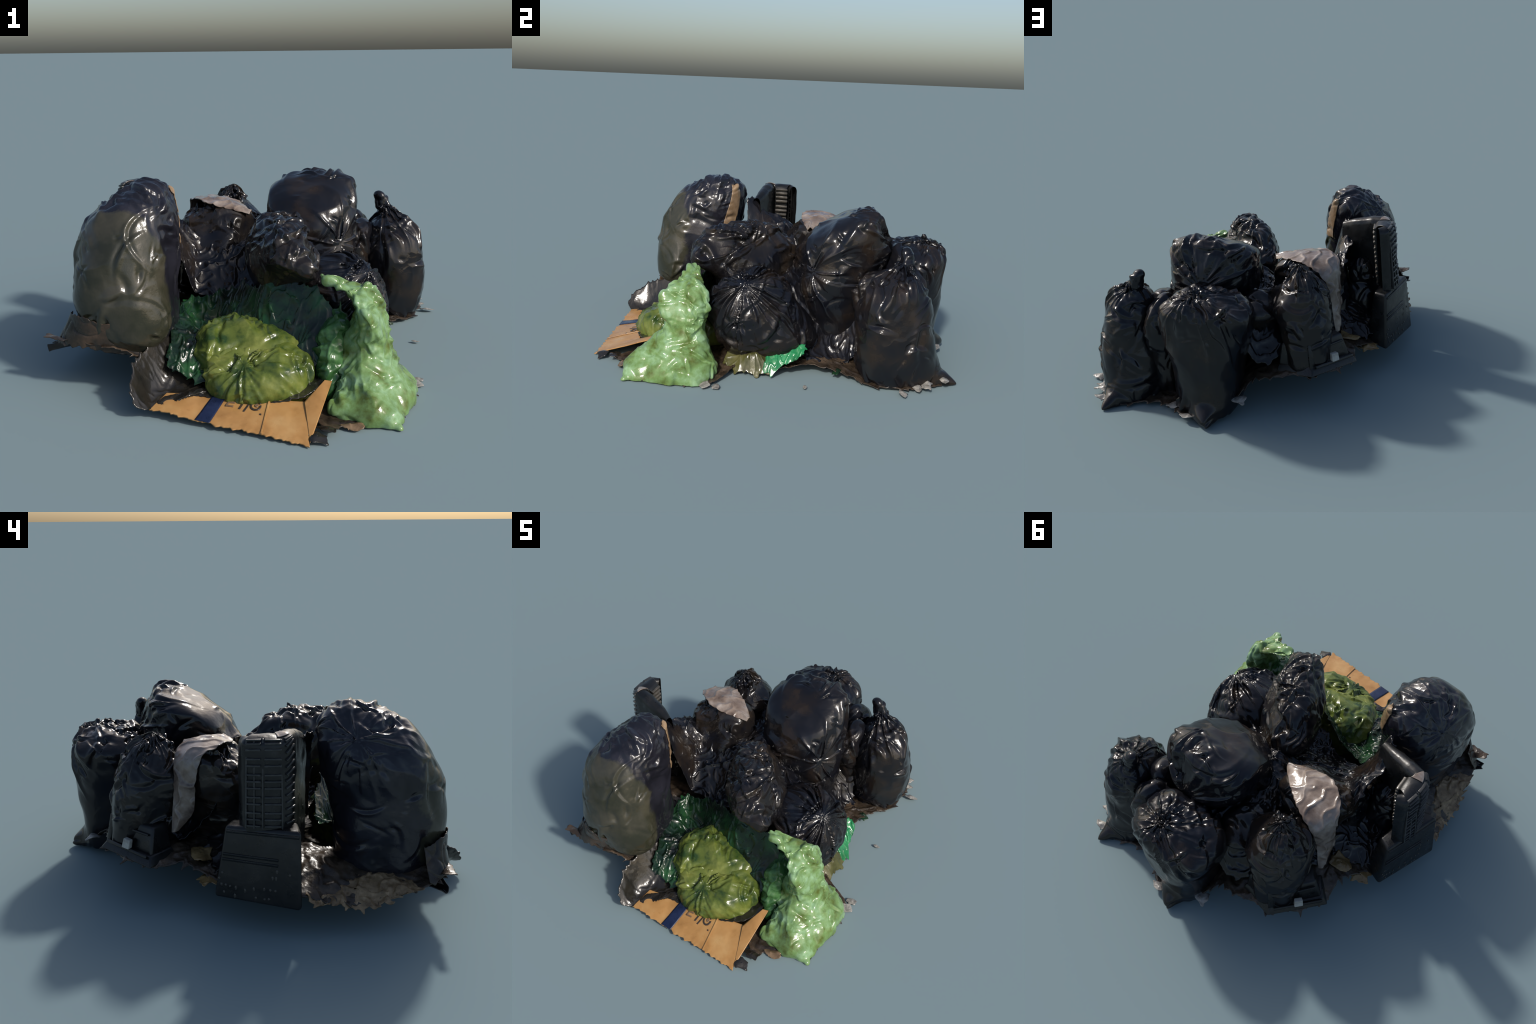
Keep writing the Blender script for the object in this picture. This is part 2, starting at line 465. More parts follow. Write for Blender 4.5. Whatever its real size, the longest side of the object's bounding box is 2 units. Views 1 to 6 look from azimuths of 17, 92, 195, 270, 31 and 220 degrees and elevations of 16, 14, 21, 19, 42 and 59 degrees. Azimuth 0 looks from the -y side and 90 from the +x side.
# centre-right tall bag
bag("black_rubbish_bag", "upright black rubbish bag, two lobes", (0.2, 0.36, 0.05), M_BLACK, sections=[
    (0.240, 0.361, 0.060, 0, 0, 5), (0.240, 0.361, 0.060, 0.127, 0.119, 5), (0.238, 0.344, 0.200, 0.160, 0.152, 5), (0.225, 0.327, 0.379, 0.201, 0.204, 5), (0.192, 0.338, 0.498, 0.228, 0.231, 5),
    (0.176, 0.369, 0.596, 0.239, 0.255, 5), (0.172, 0.402, 0.703, 0.240, 0.195, 5), (0.177, 0.448, 0.780, 0.206, 0.122, 5), (0.212, 0.472, 0.826, 0.119, 0.07, 5), (0.214, 0.476, 0.845, 0, 0, 5)],
    power=2.4, seed=5, creases=70, crease_zone=(0.3, 0.98), crease_amp=0.010, lump_noise=0.008,
    pleats=[((0.18, 0.63, 0.60), (0, 1, 0.1), 15, 0.022, 0.24), ((0.36, 0.20, 0.50), (0.7, -0.7, 0.1), 9, 0.016, 0.2)],
    lumps=[(0.05, 0.14, 0.66, 0.08, -0.025), (0.20, 0.12, 0.63, 0.05, -0.012)])

# middle front bag, overhanging
bag("black_rubbish_bag", "slumped wrinkled black rubbish bag", (0.15, -0.2, 0.3), M_BLACK2, sections=[
    (0.145, -0.129, 0.220, 0, 0, 30), (0.165, -0.129, 0.220, 0.085, 0.156, 30), (0.160, -0.140, 0.339, 0.138, 0.210, 30), (0.155, -0.155, 0.455, 0.166, 0.270, 30), (0.137, -0.184, 0.560, 0.146, 0.310, 30),
    (0.150, -0.210, 0.642, 0.110, 0.250, 30), (0.149, -0.187, 0.698, 0.078, 0.165, 30), (0.149, -0.183, 0.725, 0, 0, 30)],
    power=2.2, seed=8, creases=110, crease_zone=(0.3, 0.98), crinkle=0.007, crease_amp=0.009, lump_noise=0.010,
    pulls=[((0.32, -0.42, 0.52), (0.37, -0.47, 0.53), 0.07), ((0.22, -0.46, 0.50), (0.235, -0.50, 0.55), 0.06)],
    pleats=[((0.27, -0.12, 0.66), (0.8, 0.1, 0.5), 17, 0.020, 0.24)])

# small pleated bag low on the right
bag("black_rubbish_bag", "low round black rubbish bag with radial pleats", (0.45, -0.08, 0.1), M_BLACK, sections=[
    (0.433, -0.041, 0.070, 0, 0, 18), (0.433, -0.041, 0.070, 0.143, 0.205, 18), (0.434, -0.040, 0.157, 0.207, 0.280, 18), (0.438, -0.099, 0.286, 0.225, 0.271, 18), (0.436, -0.128, 0.389, 0.193, 0.221, 18),
    (0.430, -0.115, 0.475, 0.140, 0.150, 18), (0.425, -0.10, 0.53, 0, 0, 18)],
    power=2.2, seed=12, creases=70, crease_zone=(0.25, 0.98), crease_amp=0.009, lump_noise=0.008,
    pleats=[((0.555, -0.165, 0.455), (0.75, -0.2, 0.65), 24, 0.026, 0.32)])

# knotted bag, right
e, o = bag("black_rubbish_bag", "standing black rubbish bag with tied neck", (0.58, 0.64, 0.0), M_BLACK, sections=[
    (0.563, 0.665, 0.006, 0, 0, 24), (0.563, 0.665, 0.006, 0.168, 0.205, 24), (0.568, 0.655, 0.050, 0.180, 0.218, 24), (0.580, 0.642, 0.159, 0.190, 0.215, 24), (0.590, 0.620, 0.298, 0.174, 0.200, 24),
    (0.592, 0.620, 0.417, 0.156, 0.184, 24), (0.585, 0.625, 0.516, 0.120, 0.138, 24), (0.552, 0.655, 0.584, 0.052, 0.070, 24), (0.532, 0.668, 0.622, 0.040, 0.044, 24), (0.525, 0.67, 0.649, 0, 0, 24)],
    power=2.2, seed=15, creases=90, crease_zone=(0.25, 0.98), foot=25, crease_amp=0.009, lump_noise=0.008,
    pleats=[((0.535, 0.665, 0.62), (0.1, 0, 1), 20, 0.026, 0.46)],
    pulls=[((0.61, 0.85, 0.01), (0.635, 0.97, 0.006), 0.055)])
knot(e, [(0.528, 0.672, 0.60, 0.0), (0.528, 0.672, 0.60, 0.036), (0.518, 0.674, 0.645, 0.036), (0.509, 0.674, 0.672, 0.036), (0.502, 0.672, 0.69, 0.024), (0.500, 0.672, 0.699, 0.0)], M_BLACK, 31)

# back bag
bag("black_rubbish_bag", "tall black rubbish bag with gathered top", (0.1, 0.78, 0.02), M_BLACK, sections=[
    (0.10, 0.785, 0.030, 0, 0, -2), (0.10, 0.785, 0.030, 0.160, 0.140, -2), (0.095, 0.766, 0.120, 0.168, 0.158, -2), (0.096, 0.757, 0.300, 0.187, 0.19, -2), (0.099, 0.762, 0.480, 0.228, 0.184, -2),
    (0.090, 0.778, 0.570, 0.230, 0.164, -2), (0.099, 0.774, 0.629, 0.155, 0.135, -2), (0.114, 0.765, 0.669, 0.045, 0.05, -2), (0.114, 0.765, 0.677, 0, 0, -2)],
    power=2.8, seed=18, creases=70, foot=25, crease_zone=(0.60, 0.98), crease_amp=0.009, lump_noise=0.007,
    pleats=[((0.14, 0.82, 0.645), (0, 0.6, 0.8), 14, 0.019, 0.28)],
    pulls=[((0.075, 0.91, 0.04), (0.042, 1.005, 0.020), 0.05)])

# pointed bag, back left
bag("black_rubbish_bag", "black rubbish bag with pointed top", (-0.34, 0.52, 0.22), M_BLACK2, sections=[
    (-0.370, 0.540, 0.235, 0, 0, 18), (-0.370, 0.540, 0.235, 0.125, 0.16, 18), (-0.362, 0.527, 0.320, 0.130, 0.172, 18), (-0.353, 0.512, 0.420, 0.138, 0.177, 18), (-0.327, 0.510, 0.540, 0.166, 0.160, 18),
    (-0.345, 0.514, 0.630, 0.103, 0.112, 18), (-0.322, 0.496, 0.689, 0.052, 0.07, 18), (-0.318, 0.494, 0.724, 0, 0, 18)],
    power=2.6, seed=22, creases=80, crease_zone=(0.4, 0.98), crease_amp=0.009, lump_noise=0.006,
    pleats=[((-0.32, 0.49, 0.70), (0, 0, 1), 13, 0.022, 0.30)])

# wrapped box-like bundle in the middle, with a paper sheet over it
e_c, o = bag("wrapped_rubbish_bundle", "boxy black wrapped bundle with grey sheet", (-0.32, 0.2, 0.3), M_BLACK2, category="rubbish bundle", sections=[
    (-0.28, 0.15, 0.2, 0, 0, -8), (-0.28, 0.15, 0.2, 0.11, 0.19, -8), (-0.28, 0.15, 0.36, 0.13, 0.20, -8), (-0.295, 0.165, 0.47, 0.165, 0.19, -8), (-0.31, 0.195, 0.57, 0.185, 0.150, -8),
    (-0.315, 0.21, 0.63, 0.178, 0.122, -8), (-0.325, 0.225, 0.665, 0.125, 0.085, -8), (-0.335, 0.225, 0.680, 0, 0, -8)],
    power=2.9, seed=26, creases=60, crease_zone=(0.4, 0.98), crinkle=0.008, lump_noise=0.012)
strip("paper_sheet", [(-0.115, 0.165, 0.635), (-0.22, 0.135, 0.665), (-0.33, 0.130, 0.690), (-0.43, 0.18, 0.698), (-0.482, 0.25, 0.675), (-0.495, 0.285, 0.56), (-0.505, 0.30, 0.42), (-0.505, 0.37, 0.33)],
      [(-0.115, 0.20, 0.635), (-0.17, 0.255, 0.665), (-0.24, 0.31, 0.680), (-0.33, 0.365, 0.675), (-0.41, 0.385, 0.630), (-0.455, 0.385, 0.53), (-0.485, 0.395, 0.40), (-0.50, 0.40, 0.32)],
      M_LABEL, e_c, 50, 140, 0.016, 0.008, 0.004, 43, 0.004, 0.03)

# ------------------------------------------------------------------ green bags
e_j, o = bag("green_rubbish_bag", "crumpled light green plastic bag", (0.65, -0.5, 0.0), M_GREEN, sections=[
    (0.66, -0.53, 0.008, 0, 0, 0), (0.66, -0.53, 0.008, 0.145, 0.225, -15), (0.655, -0.52, 0.05, 0.145, 0.225, -15), (0.640, -0.49, 0.15, 0.120, 0.165, -10), (0.635, -0.455, 0.27, 0.080, 0.10, 0),
    (0.630, -0.476, 0.36, 0.064, 0.122, 0), (0.610, -0.478, 0.43, 0.054, 0.114, 0), (0.575, -0.46, 0.475, 0.045, 0.075, 0), (0.53, -0.44, 0.495, 0.035, 0.045, 0), (0.50, -0.43, 0.505, 0, 0, 0)],
    power=2.2, seed=33, creases=190, crease_zone=(0.05, 0.98), crease_amp=0.008, crinkle=0.016, lump_noise=0.016,
    pulls=[((0.74, -0.69, 0.02), (0.81, -0.765, 0.006), 0.09), ((0.78, -0.46, 0.03), (0.81, -0.44, 0.02), 0.12), ((0.54, -0.70, 0.03), (0.50, -0.75, 0.05), 0.07), ((0.51, -0.43, 0.50), (0.41, -0.45, 0.525), 0.05), ((0.56, -0.40, 0.2), (0.46, -0.46, 0.22), 0.10)])

e_k, o = bag("green_rubbish_bag", "round olive green bag with gathered front", (0.16, -0.62, 0.05), M_OLIVE, sections=[
    (0.17, -0.64, 0.03, 0, 0, 22), (0.175, -0.645, 0.03, 0.19, 0.12, 22), (0.175, -0.645, 0.085, 0.225, 0.15, 22), (0.175, -0.64, 0.15, 0.22, 0.14, 22), (0.18, -0.615, 0.205, 0.175, 0.095, 22), (0.18, -0.59, 0.235, 0, 0, 22)],
    power=2.2, seed=36, creases=70, crease_zone=(0.2, 0.98), crinkle=0.008, lump_noise=0.016,
    pleats=[((0.13, -0.72, 0.185), (-0.1, -0.7, 0.6), 8, 0.012, 0.2)])
P = bag_surface([(0.09, -0.46, 0.06, 0, 0, 22), (0.09, -0.475, 0.06, 0.28, 0.18, 22), (0.09, -0.475, 0.18, 0.27, 0.175, 22), (0.10, -0.465, 0.255, 0.215, 0.125, 22), (0.11, -0.435, 0.30, 0, 0, 22)],
                power=2.3, seed=38, creases=90, crease_zone=(0.2, 0.98), crinkle=0.010, lump_noise=0.018)
link("bag_fold", grid_mesh("bag_fold", P, cap=True), M_OLIVE, e_k)

P = bag_surface([(0.43, -0.51, 0.04, 0, 0, 0), (0.435, -0.51, 0.04, 0.06, 0.115, 25), (0.44, -0.51, 0.12, 0.063, 0.115, 25), (0.455, -0.485, 0.22, 0.06, 0.095, 25), (0.475, -0.46, 0.34, 0.052, 0.065, 25), (0.49, -0.45, 0.43, 0, 0, 25)],
                rows=120, cols=150, power=2.0, seed=39, creases=50, crease_zone=(0.1, 0.98), crinkle=0.012, lump_noise=0.016)
link("bag_fold", grid_mesh("bag_fold", P, cap=True), M_MIDGREEN, e_j)

# dark green film lining the hollow behind them
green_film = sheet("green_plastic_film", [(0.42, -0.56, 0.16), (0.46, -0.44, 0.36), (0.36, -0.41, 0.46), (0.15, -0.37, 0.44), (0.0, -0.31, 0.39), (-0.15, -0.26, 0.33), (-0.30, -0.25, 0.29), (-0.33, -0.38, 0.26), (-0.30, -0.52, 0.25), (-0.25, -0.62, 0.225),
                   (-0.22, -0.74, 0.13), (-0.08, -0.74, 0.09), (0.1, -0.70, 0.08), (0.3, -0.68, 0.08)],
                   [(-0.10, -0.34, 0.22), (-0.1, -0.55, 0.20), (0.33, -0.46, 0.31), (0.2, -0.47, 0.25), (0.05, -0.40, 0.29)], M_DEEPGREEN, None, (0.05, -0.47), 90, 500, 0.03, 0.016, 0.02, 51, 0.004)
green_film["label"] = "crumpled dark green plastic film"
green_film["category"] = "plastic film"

# ------------------------------------------------------------------ black film filling the gaps between the bags
film = sheet("black_plastic_film", [(-0.29, -0.22, 0.31), (-0.36, -0.22, 0.50), (-0.42, -0.22, 0.74), (-0.47, -0.19, 0.77), (-0.50, -0.12, 0.66), (-0.49, 0.0, 0.63), (-0.48, 0.12, 0.55), (-0.44, 0.26, 0.34), (-0.48, 0.36, 0.26), (-0.42, 0.45, 0.32),
                     (-0.25, 0.66, 0.28), (-0.15, 0.72, 0.24), (-0.02, 0.68, 0.42), (0.15, 0.62, 0.5), (0.34, 0.66, 0.45), (0.42, 0.60, 0.40), (0.50, 0.42, 0.05), (0.57, 0.33, 0.025), (0.55, 0.22, 0.03), (0.50, 0.12, 0.10), (0.30, 0.0, 0.42), (0.1, -0.15, 0.35), (0.0, -0.28, 0.35), (-0.14, -0.22, 0.28)],
             [(-0.28, -0.18, 0.35), (-0.41, -0.02, 0.59), (-0.35, -0.08, 0.46), (-0.24, 0.03, 0.50), (-0.13, -0.06, 0.40), (-0.1, -0.18, 0.30), (-0.07, 0.12, 0.50), (-0.02, 0.14, 0.55), (-0.1, 0.32, 0.52), (-0.10, 0.48, 0.50), (0.1, 0.3, 0.45), (0.38, 0.26, 0.16), (0.1, 0.1, 0.5), (-0.40, 0.2, 0.38), (-0.45, -0.14, 0.70)],
             M_BLACK, None, (-0.08, 0.15), 95, 520, 0.02, 0.016, 0.016, 57, 0.004)
film["label"] = "crumpled black plastic film between the bags"
film["category"] = "plastic film"



def film_fold(sections, seed):
    P = bag_surface(sections, rows=110, cols=130, power=2.0, creases=35, crease_zone=(0.1, 0.97), crinkle=0.010, lump_noise=0.012, seed=seed)
    link("film_fold", grid_mesh("film_fold", P, cap=True), M_BLACK, film)


film_fold([(0.37, 0.68, 0.02, 0, 0, 0), (0.37, 0.68, 0.02, 0.07, 0.07, -30), (0.365, 0.69, 0.2, 0.075, 0.08, -30), (0.355, 0.715, 0.4, 0.085, 0.11, -30), (0.36, 0.70, 0.5, 0.075, 0.095, -30), (0.37, 0.68, 0.575, 0, 0, -30)], 82)
film_fold([(0.43, 0.48, 0.05, 0, 0, 0), (0.41, 0.53, 0.05, 0.07, 0.08, 0), (0.41, 0.53, 0.25, 0.075, 0.09, 0), (0.41, 0.53, 0.42, 0.085, 0.11, 0), (0.42, 0.55, 0.51, 0.07, 0.09, 0), (0.42, 0.57, 0.565, 0, 0, 0)], 83)
film_fold([(-0.10, 0.52, 0.2, 0, 0, 0), (-0.10, 0.47, 0.2, 0.09, 0.08, 0), (-0.10, 0.48, 0.35, 0.10, 0.09, 0), (-0.11, 0.52, 0.48, 0.12, 0.14, 0), (-0.09, 0.51, 0.575, 0, 0, 0)], 84)
film_fold([(-0.57, -0.04, 0.2, 0, 0, 0), (-0.57, -0.06, 0.2, 0.10, 0.06, 0), (-0.57, -0.06, 0.40, 0.09, 0.055, 0), (-0.56, -0.07, 0.52, 0.07, 0.045, 0), (-0.55, -0.08, 0.58, 0, 0, 0)], 87)
film_fold([(-0.46, 0.06, 0.2, 0, 0, 0), (-0.44, 0.03, 0.2, 0.06, 0.09, 0), (-0.44, 0.03, 0.42, 0.06, 0.09, 0), (-0.44, 0.03, 0.54, 0.05, 0.08, 0), (-0.44, 0.03, 0.62, 0, 0, 0)], 88)
sheet("film_drape", [(-0.69, 0.14, 0.22), (-0.62, 0.20, 0.20), (-0.50, 0.28, 0.22), (-0.42, 0.20, 0.28), (-0.42, 0.0, 0.36), (-0.46, -0.16, 0.44), (-0.60, -0.13, 0.30), (-0.69, -0.08, 0.26), (-0.69, 0.05, 0.22)], [(-0.58, 0.08, 0.27)], M_BLACK, film, None, 50, 260, 0.02, 0.012, 0.012, 85)

# ------------------------------------------------------------------ ground debris
debris = sheet("crumbled_debris", [(0.52, -0.86, 0.012), (0.60, -0.80, 0.01), (0.79, -0.71, 0.006), (0.82, -0.45, 0.006), (0.79, -0.29, 0.006), (0.62, -0.20, 0.03), (0.63, 0.03, 0.03), (0.58, 0.2, 0.05), (0.62, 0.36, 0.03),
        (0.73, 0.5, 0.008), (0.76, 0.7, 0.008), (0.70, 0.84, 0.008), (0.61, 0.92, 0.008), (0.45, 0.86, 0.01), (0.33, 0.84, 0.02), (0.20, 0.93, 0.02), (0.05, 0.96, 0.03), (-0.07, 0.85, 0.105),
        (-0.14, 0.75, 0.185), (-0.28, 0.74, 0.205), (-0.43, 0.72, 0.215), (-0.55, 0.60, 0.21), (-0.62, 0.46, 0.20), (-0.59, 0.33, 0.215), (-0.68, 0.215, 0.16), (-0.80, -0.15, 0.16), (-0.82, -0.25, 0.15),
        (-0.80, -0.42, 0.12), (-0.78, -0.55, 0.15), (-0.77, -0.70, 0.19), (-0.74, -0.76, 0.21), (-0.65, -0.80, 0.24), (-0.5, -0.80, 0.235), (-0.36, -0.79, 0.21), (-0.31, -0.70, 0.12),
        (-0.2, -0.70, 0.03), (0.0, -0.72, 0.02), (0.2, -0.74, 0.015), (0.36, -0.74, 0.015), (0.46, -0.80, 0.02)],
       [(0, 0, 0.08), (0.3, 0.2, 0.05), (0.3, 0.6, 0.03), (-0.3, 0.4, 0.24), (-0.4, 0.0, 0.22), (-0.5, -0.4, 0.21), (-0.65, -0.30, 0.22), (0.1, -0.5, 0.02), (-0.2, -0.5, 0.06), (0.5, -0.4, 0.02), (0.1, 0.75, 0.04)],
       M_DIRT, None, (0.0, -0.02), 90, 800, 0.03, 0.008, 0.012, 61, 0.004)
debris["label"] = "thin ragged brown dirt and litter layer"
debris["category"] = "dirt"


sheet("pale_dirt", [(-0.83, -0.19, 0.15), (-0.835, -0.28, 0.135), (-0.82, -0.42, 0.105), (-0.795, -0.54, 0.145), (-0.785, -0.66, 0.18), (-0.68, -0.62, 0.19), (-0.62, -0.40, 0.20), (-0.64, -0.24, 0.20), (-0.74, -0.17, 0.18)], [(-0.72, -0.40, 0.175)],
      M_PALEDIRT, debris, None, 60, 320, 0.035, 0.010, 0.010, 63, 0.004)


# ------------------------------------------------------------------ cardboard box
def panel(name, corners, mat, parent, nu=60, nv=24, thick=0.006, jag=(0, 0, 0, 0), warp=0.006, seed=1):
    """bilinear panel through corners a,b,c,d (u along a-b, v along a-d); jag: raggedness at v0, v1, u0, u1"""
    a, b, c, d = [np.array(x, float) for x in corners]
    u = np.linspace(0, 1, nu)[None, :, None]
    v = np.linspace(0, 1, nv)[:, None, None]
    up = (d - a) / np.linalg.norm(d - a)
    ri = (b - a) / np.linalg.norm(b - a)
    n = np.cross(ri, up); n /= np.linalg.norm(n)

    def surf(u, v):
        P = (a * (1 - u) + b * u) * (1 - v) + (d * (1 - u) + c * u) * v
        return P + n * (noise(P, 6, seed)[..., None] * warp + noise(P, 18, seed + 1)[..., None] * warp * 0.25)
    P = surf(u, v)
    if any(jag):
        j = noise(P, 30, seed + 2) + 0.6 * noise(P, 70, seed + 3)
        P = P - up * ((jag[0] * j * (1 - v[..., 0]) ** 6)[..., None]) + up * ((jag[1] * j * v[..., 0] ** 6)[..., None])
        P = P - ri * ((jag[2] * j * (1 - u[..., 0]) ** 6)[..., None]) + ri * ((jag[3] * j * u[..., 0] ** 6)[..., None])
    o = link(name, grid_mesh(name, P, wrap=False), mat, parent)
    md = o.modifiers.new("thickness", "SOLIDIFY")
    md.thickness = thick
    md.offset = -1
    return o, (lambda uu, vv, h=0.0: surf(np.asarray(uu, float)[..., None], np.asarray(vv, float)[..., None]) + n * h)


box = empty("cardboard_box", (0.1, -0.85, 0.05), "open torn brown cardboard box with printed flap", "cardboard box")
flap, at = panel("front_flap", [(-0.215, -0.935, 0.040), (0.475, -0.985, 0.012), (0.42, -0.755, 0.075), (-0.195, -0.805, 0.054)], M_CARD, box, 200, 60, 0.006, (0.010, 0, 0, 0.006), 0.006, 3)
panel("side_flap", [(0.475, -0.97, 0.014), (0.495, -0.64, 0.125), (0.465, -0.65, 0.13), (0.405, -0.765, 0.078)], M_CARD, box, 60, 20, 0.005, (0, 0, 0, 0), 0.003, 5)


def on_flap(name, u0, v0, u1, v1, w0, w1, mat, h=0.0035, n=40):
    """flat printed or taped band lying on the flap, from (u0,v0) to (u1,v1) with widths in u"""
    t = np.linspace(0, 1, n)[:, None]
    k = np.linspace(-0.5, 0.5, 9)[None, :]
    U = u0 + (u1 - u0) * t + k * (w0 + (w1 - w0) * t)
    V = v0 + (v1 - v0) * t + 0 * k
    P = at(U, V, h)
    m = grid_mesh(name, P, wrap=False)
    o = link(name, m, mat, box)
    md = o.modifiers.new("thickness", "SOLIDIFY"); md.thickness = 0.003; md.offset = -1
    return o


on_flap("blue_tape", 0.345, 0.0, 0.383, 0.99, 0.095, 0.10, M_BLUE)  # band widened so its dark blue also covers the shadow edge
on_flap("printed_mark", 0.545, 0.60, 0.56, 0.84, 0.014, 0.014, M_INK, 0.0022)
on_flap("printed_mark", 0.578, 0.54, 0.605, 0.86, 0.012, 0.012, M_INK, 0.0022)
on_flap("printed_mark", 0.452, 0.66, 0.47, 0.93, 0.016, 0.016, M_INK2, 0.0022)
on_flap("printed_mark", 0.49, 0.90, 0.49, 0.95, 0.06, 0.06, M_INK2, 0.0026)
on_flap("printed_mark", 0.48, 0.77, 0.48, 0.82, 0.05, 0.05, M_INK2, 0.0026)
on_flap("printed_mark", 0.475, 0.64, 0.475, 0.69, 0.055, 0.055, M_INK2, 0.0026)
on_flap("printed_mark", 0.69, 0.50, 0.69, 0.54, 0.012, 0.012, M_INK, 0.0022)
on_flap("crease_fold", 0.715, 0.0, 0.735, 0.97, 0.010, 0.012, M_CARD, 0.005)


def ring_mark(uc, vc, ru, rv, width, mat, a0=0.0, a1=TAU, h=0.0024):
    t = np.linspace(a0, a1, 48)[:, None]
    k = np.linspace(1 - width, 1, 5)[None, :]
    P = at(uc + ru * k * np.cos(t), vc + rv * k * np.sin(t), h)
    o = link("printed_mark", grid_mesh("printed_mark", P, wrap=False), mat, box)
    md = o.modifiers.new("thickness", "SOLIDIFY"); md.thickness = 0.003; md.offset = 0


ring_mark(0.65, 0.76, 0.038, 0.15, 0.32, M_INK, 0.5, TAU + 0.1)
ring_mark(0.655, 0.77, 0.012, 0.05, 0.9, M_INK2)
# dark lining and rim around the green bag
liner = sheet("box_liner", [(0.44, -0.58, 0.12), (0.46, -0.66, 0.115), (0.40, -0.745, 0.088), (0.28, -0.79, 0.066), (0.12, -0.80, 0.055), (-0.04, -0.80, 0.062), (-0.19, -0.83, 0.048), (-0.215, -0.94, 0.036), (-0.265, -0.972, 0.07), (-0.30, -0.935, 0.135), (-0.32, -0.845, 0.185), (-0.30, -0.72, 0.24), (-0.27, -0.60, 0.235),
                      (-0.1, -0.55, 0.10), (0.15, -0.5, 0.06), (0.35, -0.52, 0.08)],
              [(-0.23, -0.87, 0.042), (-0.2, -0.78, 0.055), (-0.27, -0.80, 0.115), (-0.255, -0.72, 0.16), (0.0, -0.72, 0.06), (0.2, -0.70, 0.04)], M_LINER, box, (0.05, -0.70), 60, 400, 0.012, 0.005, 0.007, 71, 0.005)

# emerald scrap and murky bottle under the low bag
scrap = sheet("green_plastic_scrap", [(0.66, -0.06, 0.012), (0.67, 0.0, 0.02), (0.64, 0.06, 0.06), (0.64, 0.14, 0.10), (0.60, 0.18, 0.14), (0.55, 0.08, 0.15), (0.56, -0.02, 0.13), (0.60, -0.07, 0.06)], [(0.635, -0.01, 0.07)], M_EMERALD, None, None, 40, 160, 0.02, 0.016, 0.012, 75, 0.004)
scrap["label"] = "crumpled emerald green plastic scrap"
scrap["category"] = "plastic scrap"
scrap = sheet("murky_plastic_scrap", [(0.67, -0.10, 0.012), (0.64, -0.20, 0.02), (0.59, -0.26, 0.05), (0.52, -0.22, 0.12), (0.53, -0.06, 0.14), (0.60, 0.02, 0.06), (0.66, 0.0, 0.015)], [(0.63, -0.10, 0.09)], M_MURKY, None, None, 40, 160, 0.02, 0.010, 0.008, 77, 0.004)
scrap["label"] = "murky olive brown plastic scrap"
scrap["category"] = "plastic scrap"

# ------------------------------------------------------------------ discarded appliance
dev = empty("discarded_appliance", (-0.7, 0.0, 0.15), "black plastic appliance with vent grille", "appliance")


def rounded_box(name, corners_bottom, corners_top, mat, parent, bevel=0.015, segs=4):
    m = bpy.data.meshes.new(name)
    v = list(corners_bottom) + list(corners_top)
    m.from_pydata(v, [], [(3, 2, 1, 0), (4, 5, 6, 7), (0, 1, 5, 4), (1, 2, 6, 5), (2, 3, 7, 6), (3, 0, 4, 7)])
    bm = bmesh.new(); bm.from_mesh(m)
    bmesh.ops.recalc_face_normals(bm, faces=bm.faces)
    bmesh.ops.bevel(bm, geom=list(bm.edges), offset=bevel, segments=segs, profile=0.5, affect="EDGES")
    bm.to_mesh(m); bm.free()
    return link(name, m, mat, parent)


def bar(name, a, b, width, height, normal, mat, parent, bevel=0.0015):
    """small rounded bar from a to b, lying on a face with the given normal"""
    a, b, n = Vector(a), Vector(b), Vector(normal).normalized()
    t = (b - a).normalized()
    w = n.cross(t).normalized() * width / 2
    q = [a - w, a + w, b + w, b - w]
    return rounded_box(name, [p - n * 0.004 for p in q], [p + n * height for p in q], mat, parent, bevel, 2)


# base unit: front slab, then tower as a curved wall open towards the middle of the pile
BL, BR, TL, TR = (-0.757, 0.202, 0.138), (-0.868, -0.162, 0.126), (-0.735, 0.152, 0.455), (-0.818, -0.160, 0.458)
rounded_box("base_unit", [BR, BL, (-0.64, 0.17, 0.16), (-0.70, -0.17, 0.16)], [TR, TL, (-0.66, 0.12, 0.455), (-0.70, -0.15, 0.455)], M_HOUSING, dev, 0.016)


def lerp(a, b, t):
    return tuple(a[i] + (b[i] - a[i]) * t for i in range(3))


